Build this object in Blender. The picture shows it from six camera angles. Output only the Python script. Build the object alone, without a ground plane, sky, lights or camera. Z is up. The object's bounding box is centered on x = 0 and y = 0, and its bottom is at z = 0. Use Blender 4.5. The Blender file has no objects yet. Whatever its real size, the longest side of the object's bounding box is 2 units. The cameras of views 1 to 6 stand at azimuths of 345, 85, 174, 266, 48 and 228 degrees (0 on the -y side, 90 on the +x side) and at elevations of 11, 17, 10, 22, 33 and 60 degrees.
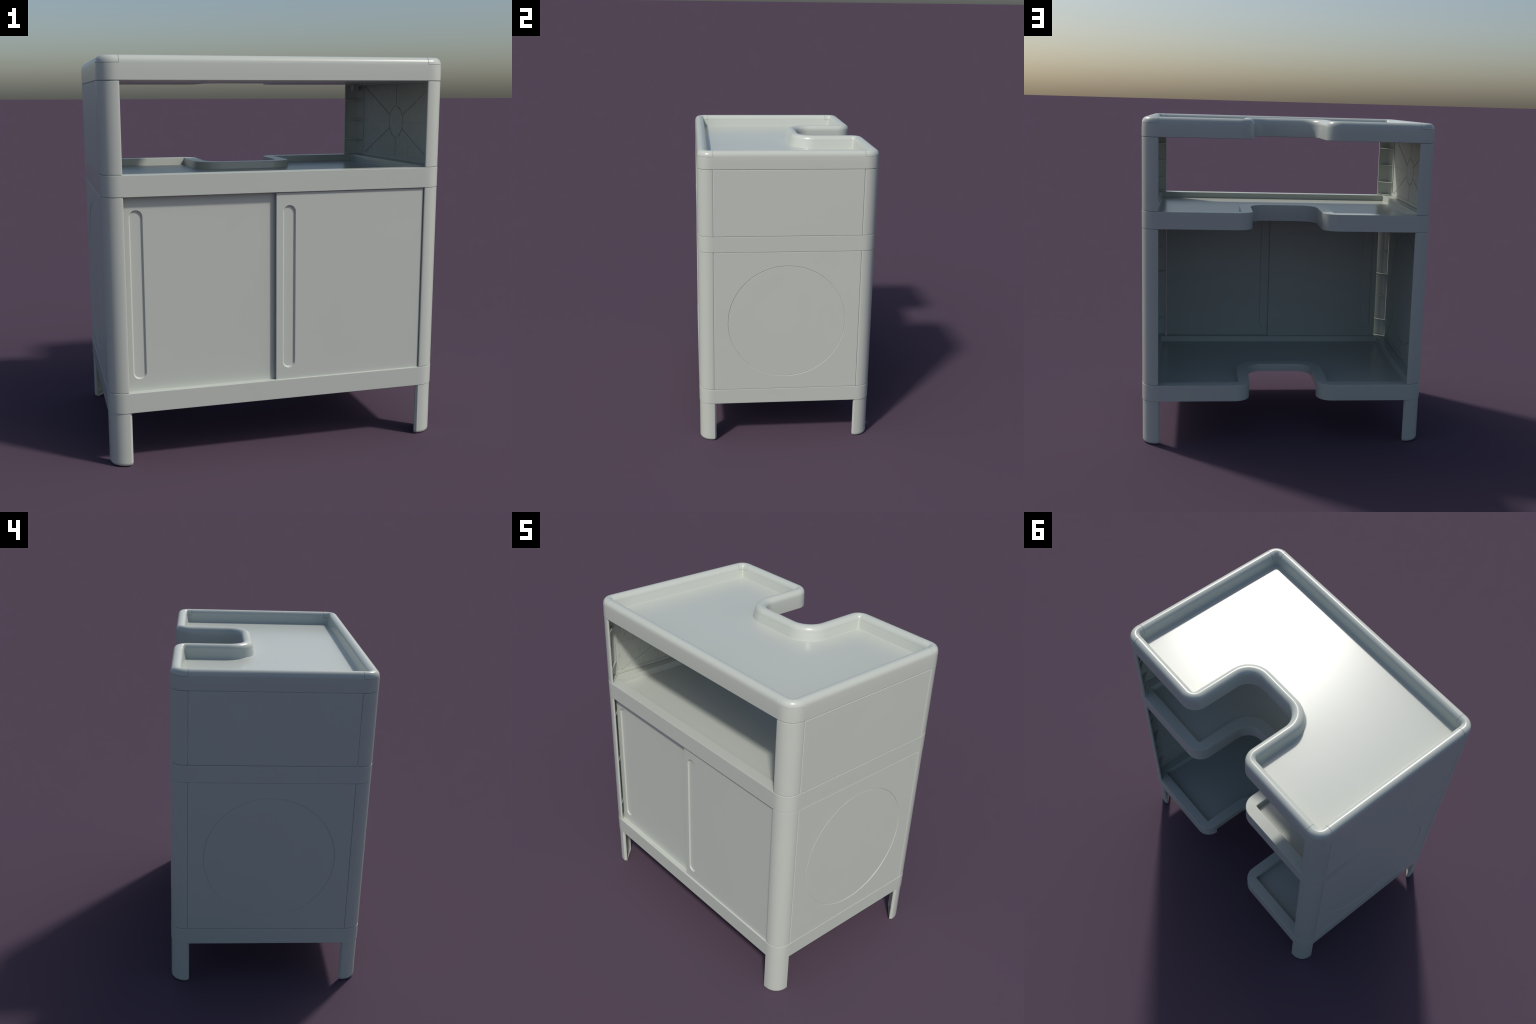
# White moulded-plastic cabinet: three notched trays on corner posts, side
# panels, two sliding doors, stub legs.  Metres, z up, front faces -y.
import bpy, bmesh, math
from mathutils import Vector

# ------------------------------------------------------------------ sizes
X, Y = 0.8746, 0.5820            # half width, half depth
Z_TOP = 2.0
Z_TOP_UNDER = 1.8835             # underside of the top tray
Z_MID, Z_MID_UNDER = 1.4489, 1.3457
Z_LOW, Z_LOW_UNDER = 0.3803, 0.2785
Z_ROUND = 1.9655                 # where the top rim starts to round over
CORNER_R = 0.088                 # plan radius of the cabinet corners
NOTCH_X, NOTCH_Y = 0.211, 0.155  # half width of the notch, its inner end
NOTCH_R_OUT, NOTCH_R_IN = 0.093, 0.104
CAP = 0.1015                     # length of the corner caps along the rim
POST_W, POST_SIDE_W, LEG_W = 0.102, 0.1002, 0.1118

# -------------------------------------------------------------- materials
def plastic(name, colour, rough, streak=None, dark=0.82, relief=0.35):
    m = bpy.data.materials.new(name)
    m.use_nodes = True
    nt = m.node_tree
    N, L = nt.nodes, nt.links
    bsdf = N["Principled BSDF"]
    tc = N.new("ShaderNodeTexCoord")
    # very slight cloudy variation of the plastic
    n1 = N.new("ShaderNodeTexNoise")
    n1.inputs["Scale"].default_value = 3.0
    n1.inputs["Detail"].default_value = 4.0
    L.new(tc.outputs["Object"], n1.inputs["Vector"])
    ramp = N.new("ShaderNodeValToRGB")
    ramp.color_ramp.elements[0].position = 0.3
    ramp.color_ramp.elements[1].position = 0.7
    ramp.color_ramp.elements[0].color = [c * 0.992 for c in colour] + [1]
    ramp.color_ramp.elements[1].color = [min(1, c * 1.008) for c in colour] + [1]
    L.new(n1.outputs["Fac"], ramp.inputs["Fac"])
    colour_out = ramp.outputs["Color"]
    bsdf.inputs["Roughness"].default_value = rough
    bump = N.new("ShaderNodeBump")
    if streak:
        mp = N.new("ShaderNodeMapping")
        mp.inputs["Scale"].default_value = streak
        L.new(tc.outputs["Object"], mp.inputs["Vector"])
        n2 = N.new("ShaderNodeTexNoise")
        n2.inputs["Scale"].default_value = 1.0
        n2.inputs["Detail"].default_value = 3.0
        L.new(mp.outputs["Vector"], n2.inputs["Vector"])
        r2 = N.new("ShaderNodeValToRGB")
        r2.color_ramp.elements[0].position = 0.34
        r2.color_ramp.elements[1].position = 0.42
        L.new(n2.outputs["Fac"], r2.inputs["Fac"])
        L.new(r2.outputs["Color"], bump.inputs["Height"])
        bump.inputs["Strength"].default_value = relief
        bump.inputs["Distance"].default_value = 0.002
        mix = N.new("ShaderNodeMix")
        mix.data_type = 'RGBA'
        mix.inputs["A"].default_value = [c * dark for c in colour] + [1]
        L.new(r2.outputs["Color"], mix.inputs["Factor"])
        L.new(colour_out, mix.inputs["B"])
        colour_out = mix.outputs["Result"]
    else:
        n2 = N.new("ShaderNodeTexNoise")
        n2.inputs["Scale"].default_value = 220.0
        L.new(tc.outputs["Object"], n2.inputs["Vector"])
        L.new(n2.outputs["Fac"], bump.inputs["Height"])
        bump.inputs["Strength"].default_value = 0.02
        bump.inputs["Distance"].default_value = 0.001
    L.new(bump.outputs["Normal"], bsdf.inputs["Normal"])
    L.new(colour_out, bsdf.inputs["Base Color"])
    return m

WHITE = (0.488, 0.520, 0.474)
MAT = plastic("white_plastic", WHITE, 0.26)
MAT_SHEET = plastic("white_plastic_sheet", WHITE, 0.42)
MAT_INSIDE = plastic("white_plastic_scuffed_inside", WHITE, 0.5, (110, 110, 22))
MAT_DOOR_BACK = plastic("white_plastic_brushed_back", WHITE, 0.5, (8, 60, 90),
                        dark=0.95, relief=0.12)

# ---------------------------------------------------------------- helpers
ROOT = bpy.data.objects.new("storage_cabinet", None)
ROOT["label"] = "white plastic utility cabinet with sliding doors and notched trays"
ROOT["category"] = "cabinet"
bpy.context.scene.collection.objects.link(ROOT)

def obj_from(bm, name, mats, parent=ROOT, angle=35, weighted=True):
    bmesh.ops.recalc_face_normals(bm, faces=bm.faces)
    me = bpy.data.meshes.new(name)
    bm.to_mesh(me)
    bm.free()
    for m in (mats if isinstance(mats, (list, tuple)) else [mats]):
        me.materials.append(m)
    o = bpy.data.objects.new(name, me)
    bpy.context.scene.collection.objects.link(o)
    o.parent = parent
    smooth(o, angle, weighted)
    return o

def smooth(o, angle=35, weighted=True):
    me = o.data
    me.polygons.foreach_set("use_smooth", [True] * len(me.polygons))
    me.set_sharp_from_angle(angle=math.radians(angle))
    if weighted:
        w = o.modifiers.new("weighted", 'WEIGHTED_NORMAL')
        w.keep_sharp = True
        w.weight = 80

def apply_all(o):
    dg = bpy.context.evaluated_depsgraph_get()
    dg.update()
    me = bpy.data.meshes.new_from_object(o.evaluated_get(dg))
    name = o.data.name
    old = o.data
    o.modifiers.clear()
    o.data = me
    bpy.data.meshes.remove(old)
    me.name = name

def cut(o, cutters, op='DIFFERENCE'):
    for c in cutters:
        b = o.modifiers.new("cut", 'BOOLEAN')
        b.operation = op
        b.solver = 'EXACT'
        b.object = c
    apply_all(o)
    for c in cutters:
        d = c.data
        bpy.data.objects.remove(c)
        bpy.data.meshes.remove(d)

def prism(poly, z0, z1):
    """closed prism over a plan polygon"""
    bm = bmesh.new()
    lo = [bm.verts.new((p[0], p[1], z0)) for p in poly]
    hi = [bm.verts.new((p[0], p[1], z1)) for p in poly]
    n = len(poly)
    bm.faces.new(lo)
    bm.faces.new(hi)
    for i in range(n):
        bm.faces.new((lo[i], lo[(i + 1) % n], hi[(i + 1) % n], hi[i]))
    bmesh.ops.recalc_face_normals(bm, faces=bm.faces)
    return bm

def bevel_sharp(bm, width, segs=2, min_angle=40):
    es = [e for e in bm.edges if len(e.link_faces) == 2
          and e.calc_face_angle(0) > math.radians(min_angle)]
    bmesh.ops.bevel(bm, geom=es, offset=width, segments=segs, profile=0.5,
                    affect='EDGES', clamp_overlap=True)

def arc(cx, cy, r, a0, a1, n):
    return [(cx + r * math.cos(a0 + (a1 - a0) * i / n),
             cy + r * math.sin(a0 + (a1 - a0) * i / n)) for i in range(n + 1)]

# ------------------------------------------------------------------ trays
# plan outline, anticlockwise, as corners (x, y, radius, convex?)
CORNERS = [(-X, -Y, CORNER_R, 1), (X, -Y, CORNER_R, 1), (X, Y, CORNER_R, 1),
           (NOTCH_X, Y, NOTCH_R_OUT, 1), (NOTCH_X, NOTCH_Y, NOTCH_R_IN, -1),
           (-NOTCH_X, NOTCH_Y, NOTCH_R_IN, -1), (-NOTCH_X, Y, NOTCH_R_OUT, 1),
           (-X, Y, CORNER_R, 1)]
SEG = 10

def outline(d, notch_y=NOTCH_Y, inner_r=0.006):
    """tray outline inset by d; every inset has the same vertex count.
    Returns points and, per point, the cap flag: the index of the cabinet
    corner it belongs to ('in' a cap), else None."""
    pts, flag = [], []
    corners = [(c[0], notch_y, c[2], c[3]) if c[3] < 0 else c for c in CORNERS]
    n = len(corners)
    for i, (cx, cy, r, convex) in enumerate(corners):
        px, py = corners[i - 1][:2]
        nx, ny = corners[(i + 1) % n][:2]
        din = Vector((cx - px, cy - py)).normalized()
        dout = Vector((nx - cx, ny - cy)).normalized()
        left_in = Vector((-din.y, din.x))      # inward side
        left_out = Vector((-dout.y, dout.x))
        k = Vector((cx, cy)) + (left_in + left_out) * d
        rr = max(r - 1.2 * d, inner_r) if convex > 0 else r + 0.75 * d
        cab = r == CORNER_R
        c = k - din * rr + dout * rr           # centre of the rounding
        a, b = (k - din * rr) - c, (k + dout * rr) - c
        arc_pts = []
        for s in range(SEG + 1):
            t = s / SEG * math.pi / 2
            arc_pts.append(c + a * math.cos(t) + b * math.sin(t))
        if cab:
            full = Vector((cx, cy))
            for e in (CAP + 0.0012, CAP - 0.0012):
                p = full - din * e + left_in * d
                pts.append(p); flag.append(i if e < CAP else None)
            for p in arc_pts:
                pts.append(p); flag.append(i)
            for e in (CAP - 0.0012, CAP + 0.0012):
                p = full + dout * e + left_out * d
                pts.append(p); flag.append(i if e < CAP else None)
        else:
            if i == 6:
                pts.append(arc_pts[0] - din * 0.003); flag.append('notch')
            for p in arc_pts:
                pts.append(p); flag.append('notch' if convex < 0 else None)
            if i == 3:
                pts.append(arc_pts[-1] + dout * 0.003); flag.append('notch')
    return pts, flag

def loft(rings, close_first=True, close_last=True):
    bm = bmesh.new()
    vs = [[bm.verts.new(p) for p in r] for r in rings]
    n = len(vs[0])
    for a, b in zip(vs, vs[1:]):
        for i in range(n):
            j = (i + 1) % n
            bm.faces.new((a[i], a[j], b[j], b[i]))
    if close_first:
        bm.faces.new(list(reversed(vs[0])))
    if close_last:
        bm.faces.new(vs[-1])
    return bm

def tray(name, profile, notch_under=None, notch_y=NOTCH_Y):
    """sweep a rim profile of (inset, height) round the tray outline; inside
    the notch the wall may stop short of the underside"""
    rings = []
    for d, z in profile:
        pts, flag = outline(d, notch_y)
        rings.append([(p.x, p.y, max(z, notch_under) if notch_under and f == 'notch' else z)
                      for p, f in zip(pts, flag)])
    return obj_from(loft(rings), name, MAT, angle=30)

def flat_tray(name, top, under, notch_y, hollow=False):
    floor = top - 0.039
    below = ([(0.018, floor - 0.010), (0.014, under)] if hollow
             else [(0.016, under + 0.001), (0.008, under)])
    prof = below + [(0.0015, under), (0, under + 0.0015),
            (0, top - 0.003), (0.001, top - 0.001), (0.003, top),
            (0.067, top), (0.0695, top - 0.0008), (0.071, top - 0.003),
            (0.0755, floor + 0.005), (0.077, floor + 0.0015), (0.081, floor)]
    return tray(name, prof, floor - 0.011 if hollow else None, notch_y)

flat_tray("middle_shelf_tray", Z_MID, Z_MID_UNDER, 0.164)
flat_tray("base_tray", Z_LOW, Z_LOW_UNDER, 0.154, hollow=True)

# top tray: fat half-round rim, deeper well
LEAN = 0.0018                       # the outer wall leans in towards the rim
RW, RH = 0.0328, Z_TOP - Z_ROUND     # half width and rise of the rounded rim
TOP_FLOOR = 1.9155
def rim_over(k0=0.0):
    """the half-round part of the rim, (inset, height), shrunk by k0"""
    return [(LEAN + RW - (RW - k0) * math.cos(t), Z_ROUND + (RH - k0) * math.sin(t))
            for t in [i * math.pi / 14 for i in range(15)]]
NR = len(rim_over())

top_profile = ([(0.016, Z_TOP_UNDER + 0.001), (0.008, Z_TOP_UNDER), (0.0036, Z_TOP_UNDER),
                (0, Z_TOP_UNDER + 0.0030), (0.0002, 1.918), (0.0006, 1.938), (0.0011, 1.952),
                (LEAN - 0.0002, Z_ROUND - 0.0024), (LEAN, Z_ROUND - 0.0012)]
               + rim_over()
               + [(LEAN + 2 * RW, Z_ROUND - 0.0012), (LEAN + 2 * RW + 0.0004, Z_ROUND - 0.0024),
                  (0.0760, TOP_FLOOR + 0.007), (0.0780, TOP_FLOOR + 0.002),
                  (0.0825, TOP_FLOOR)])
GROOVE = 0.0028
K0 = 8                              # profile row just below the rounded rim
shrunk = rim_over(GROOVE)
rings = []
for k, (d, z) in enumerate(top_profile):
    pts, flag = outline(d)
    in_round = K0 <= k <= K0 + NR + 1
    if in_round:
        if k == K0:
            d2, z2 = LEAN + GROOVE, z
        elif k == K0 + NR + 1:
            d2, z2 = LEAN + 2 * RW - GROOVE, z
        else:
            d2, z2 = shrunk[k - K0 - 1]
        pts2, _ = outline(d2)
        rings.append([(q.x, q.y, z2) if isinstance(f, int) else (p.x, p.y, z)
                      for p, q, f in zip(pts, pts2, flag)])
    else:
        rings.append([(p.x, p.y, z) for p in pts])
top_tray = obj_from(loft(rings), "top_tray", MAT, angle=30)

# corner caps: the rounded-over rim pieces sitting in the four corners
cap_prof = rim_over() + [(LEAN + 2 * RW - 0.004, Z_ROUND), (LEAN + 0.004, Z_ROUND)]
for ci in (0, 1, 2, 7):
    sections = []
    for d, z in cap_prof:
        pts, flag = outline(d)
        sec = [(p.x, p.y, z) for p, f in zip(pts, flag) if f == ci]
        sections.append(sec)
    bm = bmesh.new()
    vs = [[bm.verts.new(p) for p in s] for s in sections]
    m, n = len(vs), len(vs[0])
    for k in range(m):
        a, b = vs[k], vs[(k + 1) % m]
        for i in range(n - 1):
            bm.faces.new((a[i], a[i + 1], b[i + 1], b[i]))
    bm.faces.new([vs[k][0] for k in range(m)])
    bm.faces.new([vs[k][n - 1] for k in range(m)])
    obj_from(bm, "corner_cap", MAT, parent=top_tray, angle=40)

# pegs under the top tray that plug into the posts
for sx in (-1, 1):
    for sy in (-1, 1):
        cx, cy, h = sx * (X - 0.054), sy * (Y - 0.052), 0.021
        bm = prism([(cx - h, cy - h), (cx + h, cy - h), (cx + h, cy + h), (cx - h, cy + h)],
                   1.846, 1.893)
        bevel_sharp(bm, 0.003)
        obj_from(bm, "locating_peg", MAT, parent=top_tray)

# ------------------------------------------------------------ corner posts
def shell_outline(wa, wb, r, t, inset, cham=0.0, full_inner=True):
    """L-shaped shell with a round outer corner; a runs along the front/back
    face, b along the side; (0,0) is the cabinet corner."""
    i = inset
    c = i + r
    outer = ([(wa, i + cham), (wa - cham, i)] if cham else [(wa, i)])
    outer += list(reversed(arc(c, c, r, math.pi, 1.5 * math.pi, 10)))
    outer += ([(i, wb - cham), (i + cham, wb)] if cham else [(i, wb)])
    ri = r - t if full_inner else 0.060
    ci = i + t + ri
    inner = ([(i + t, wb)] + arc(ci, ci, ri, math.pi, 1.5 * math.pi, 8 if full_inner else 2)
             + [(wa, i + t)])
    return outer + inner, inner

def at_corner(poly, sx, sy):
    return [(sx * (X - a), sy * (Y - b)) for a, b in poly]

def gusset(parent, name, inner, sx, sy, z, reach=1.0, thick=0.006):
    """triangular stiffening web across the inside of a shell"""
    eps = 0.0005
    p0, p1 = inner[0], inner[-1]
    k = inner[len(inner) // 2]
    mid = inner[1:-1]
    a = (mid[0][0] - eps, mid[0][1] + (p0[1] - mid[0][1]) * reach - 0.0015)
    b = (mid[-1][0] + (p1[0] - mid[-1][0]) * reach - 0.0015, mid[-1][1] - eps)
    poly = [a] + [(q[0] - eps, q[1] - eps) for q in mid] + [b]
    bm = prism(at_corner(poly, sx, sy), z - thick / 2, z + thick / 2)
    bevel_sharp(bm, 0.0012, 1)
    return obj_from(bm, name, MAT, parent=parent)

def post(sx, sy, z0, z1, ribs):
    outl, inner = shell_outline(POST_W, POST_SIDE_W, CORNER_R - 0.0008, 0.013, 0.0008,
                                full_inner=False)
    bm = prism(at_corner(outl, sx, sy), z0, z1)
    bevel_sharp(bm, 0.0050)
    o = obj_from(bm, "corner_post", MAT)
    for z, reach in ribs:
        gusset(o, "stiffening_rib", inner, sx, sy, z, reach)
    return o

UPPER_RIBS = [(1.878, 1), (1.789, 1), (1.667, 0.55), (1.544, 1), (1.4535, 1)]
LOWER_RIBS = [(1.341, 1), (1.211, 1), (1.035, 0.14), (0.861, 1), (0.686, 0.14), (0.511, 1),
              (0.385, 1)]
for sx in (-1, 1):
    for sy in (-1, 1):
        post(sx, sy, Z_MID + 0.0004, Z_TOP_UNDER - 0.0005, UPPER_RIBS)
        post(sx, sy, Z_LOW + 0.0004, Z_MID_UNDER - 0.0005, LOWER_RIBS)

# ------------------------------------------------------------------- legs
for sx in (-1, 1):
    for sy in (-1, 1):
        # outer faces roll under at the foot: rings of ever smaller outline
        FOOT = 0.0135
        rings = []
        for q in range(7):
            t = q / 6 * math.pi / 2
            k = FOOT * (1 - math.sin(t))
            o2, inner = shell_outline(LEG_W - k, LEG_W - k, CORNER_R - 0.002 - k, 0.016 - k,
                                      0.0025 + k, 0.0105)
            rings.append([(x, y, FOOT * 1.4 * (1 - math.cos(t)))
                          for x, y in at_corner(o2, sx, sy)])
        rings.append([(x, y, Z_LOW_UNDER - 0.0006) for x, y, _ in rings[-1]])
        bm = loft(rings)
        leg = obj_from(bm, "leg", MAT)
        gusset(leg, "foot_plate", inner, sx, sy, 0.008, 1.0, 0.014)
        gusset(leg, "stiffening_rib", inner, sx, sy, 0.185, 0.6)

# ------------------------------------------------------------ side panels
def slab(x0, x1, y0, y1, z0, z1):
    return prism([(x0, y0), (x1, y0), (x1, y1), (x0, y1)], z0, z1)

def raw(bm, name="cutter"):
    bmesh.ops.recalc_face_normals(bm, faces=bm.faces)
    me = bpy.data.meshes.new(name)
    bm.to_mesh(me)
    bm.free()
    o = bpy.data.objects.new(name, me)
    bpy.context.scene.collection.objects.link(o)
    return o

PANEL_OUT, PANEL_IN = X - 0.0012, X - 0.0080
PY = Y - POST_SIDE_W - 0.0003

def groove_line(sx, p, q, w=0.0045, depth=0.003):
    """bar cutter between two (y, z) points on the panel's inner face"""
    p, q = Vector(p), Vector(q)
    d = (q - p).normalized()
    nrm = Vector((-d.y, d.x)) * w / 2
    poly = [p + nrm, p - nrm, q - nrm, q + nrm]
    bm = bmesh.new()
    a = [bm.verts.new((sx * (PANEL_IN + depth), v.x, v.y)) for v in poly]
    b = [bm.verts.new((sx * (PANEL_IN - 0.02), v.x, v.y)) for v in poly]
    bm.faces.new(a); bm.faces.new(b)
    for i in range(4):
        bm.faces.new((a[i], a[(i + 1) % 4], b[(i + 1) % 4], b[i]))
    return raw(bm)

def groove_ring(sx, cz, r, w=0.0062, depth=0.0035, n=48):
    bm = bmesh.new()
    rows = []
    for rr, x in ((r + w / 2, PANEL_IN + depth), (r - w / 2, PANEL_IN + depth),
                  (r - w / 2, PANEL_IN - 0.02), (r + w / 2, PANEL_IN - 0.02)):
        rows.append([bm.verts.new((sx * x, rr * math.cos(i * math.tau / n),
                                   cz + rr * math.sin(i * math.tau / n))) for i in range(n)])
    for k in range(4):
        a, b = rows[k], rows[(k + 1) % 4]
        for i in range(n):
            j = (i + 1) % n
            bm.faces.new((a[i], a[j], b[j], b[i]))
    return raw(bm)

def recess_disc(sx, cz, r, depth=0.0022, n=56):
    bm = bmesh.new()
    rows = []
    for rr, x in ((r - 0.0030, PANEL_OUT - 0.0014), (r - 0.0012, PANEL_OUT - depth - 0.0010),
                  (r + 0.0004, PANEL_OUT - depth - 0.0010), (r + 0.0020, PANEL_OUT + 0.0005),
                  (r + 0.0020, PANEL_OUT + 0.02)):
        rows.append([bm.verts.new((sx * x, rr * math.cos(i * math.tau / n),
                                   cz + rr * math.sin(i * math.tau / n))) for i in range(n)])
    for a, b in zip(rows, rows[1:]):
        for i in range(n):
            j = (i + 1) % n
            bm.faces.new((a[i], a[j], b[j], b[i]))
    bm.faces.new(rows[0]); bm.faces.new(rows[-1])
    return raw(bm)

def side_panel(sx, z0, z1, cz, ring_r, disc):
    lo, hi = sorted((sx * PANEL_OUT, sx * PANEL_IN))
    bm = slab(lo, hi, -PY, PY, z0, z1)
    bevel_sharp(bm, 0.0036, 1)
    o = obj_from(bm, "side_panel", [MAT_SHEET, MAT_INSIDE], weighted=False)
    cutters = []
    if disc:
        cutters.append(recess_disc(sx, cz, ring_r))
    cutters.append(groove_ring(sx, cz, ring_r if not disc else ring_r - 0.012))
    ey, ez = PY - 0.008, (z1 - z0) / 2 - 0.006
    spokes = [(ey, ez), (ey, -ez), (-ey, ez), (-ey, -ez), (0, ez), (0, -ez)]
    if not disc:
        spokes += [(ey, 0), (-ey, 0)]
    for sy_, sz_ in spokes:
        end = Vector((sy_, (z0 + z1) / 2 + sz_))
        c = Vector((0, cz))
        v = (end - c)
        start = c + v.normalized() * (ring_r - (0.012 if disc else 0))
        if v.length > ring_r + 0.005:
            faint = sz_ == 0
            cutters.append(groove_line(sx, start, end, 0.0062 if not faint else 0.0035,
                                       0.0035 if not faint else 0.0018))
    cut(o, cutters)
    for p in o.data.polygons:
        p.material_index = 1 if p.normal.x * sx < -0.5 else 0
    smooth(o, 25, True)
    # frame strip along the foot of the panel, inside
    bm = slab(*sorted((sx * (PANEL_IN + 0.001), sx * (PANEL_IN - 0.006))), -PY, PY,
              z0 + 0.001, z0 + 0.020)
    bevel_sharp(bm, 0.002)
    obj_from(bm, "panel_foot_strip", MAT_SHEET, parent=o)

for sx in (-1, 1):
    side_panel(sx, Z_MID + 0.0004, Z_TOP_UNDER - 0.0005, 1.666, 0.0885, False)
    side_panel(sx, Z_LOW + 0.0004, Z_MID_UNDER - 0.0005, 0.8615, 0.389, True)

# ---------------------------------------------------------- sliding doors
def stadium(cx, z0, z1, r, n=14):
    return (arc(cx, z1 - r, r, 0, math.pi, n) + arc(cx, z0 + r, r, math.pi, math.tau, n))

def stadium_plug(cx, z0, z1, stations):
    """tapered stadium; stations are (y, radius)"""
    bm = bmesh.new()
    r0 = stations[0][1]
    rows = []
    for y, r in stations:
        pts = stadium(cx, z0 + (r0 - r), z1 - (r0 - r), r)
        rows.append([bm.verts.new((p[0], y, p[1])) for p in pts])
    n = len(rows[0])
    for a, b in zip(rows, rows[1:]):
        for i in range(n):
            j = (i + 1) % n
            bm.faces.new((a[i], a[j], b[j], b[i]))
    bm.faces.new(rows[0]); bm.faces.new(rows[-1])
    return raw(bm)

def door(x0, x1, front, hx):
    t = 0.011
    z0, z1 = Z_LOW - 0.006, Z_MID_UNDER - 0.003
    bm = slab(x0, x1, front, front + t, z0, z1)
    bevel_sharp(bm, 0.003)
    o = obj_from(bm, "sliding_door", [MAT_SHEET, MAT_DOOR_BACK], weighted=False)
    hz0, hz1, r = 0.439, 1.281, 0.033
    swell = stadium_plug(hx, hz0, hz1, [(front + t - 0.003, r), (front + t + 0.0055, r),
                                        (front + t + 0.0075, r - 0.002)])
    cut(o, [swell], 'UNION')
    pull = stadium_plug(hx, hz0, hz1, [(front - 0.01, r + 0.001), (front - 0.001, r + 0.001),
                                       (front + 0.001, r - 0.001),
                                       (front + 0.0065, r - 0.0045), (front + 0.0085, r - 0.0075)])
    cut(o, [pull])
    for p in o.data.polygons:
        p.material_index = 1 if p.normal.y > 0.5 else 0
    smooth(o, 35, True)

door(-0.0215, 0.7705, -0.5720, 0.0465)
door(-0.790, 0.0175, -0.5490, -0.7140)
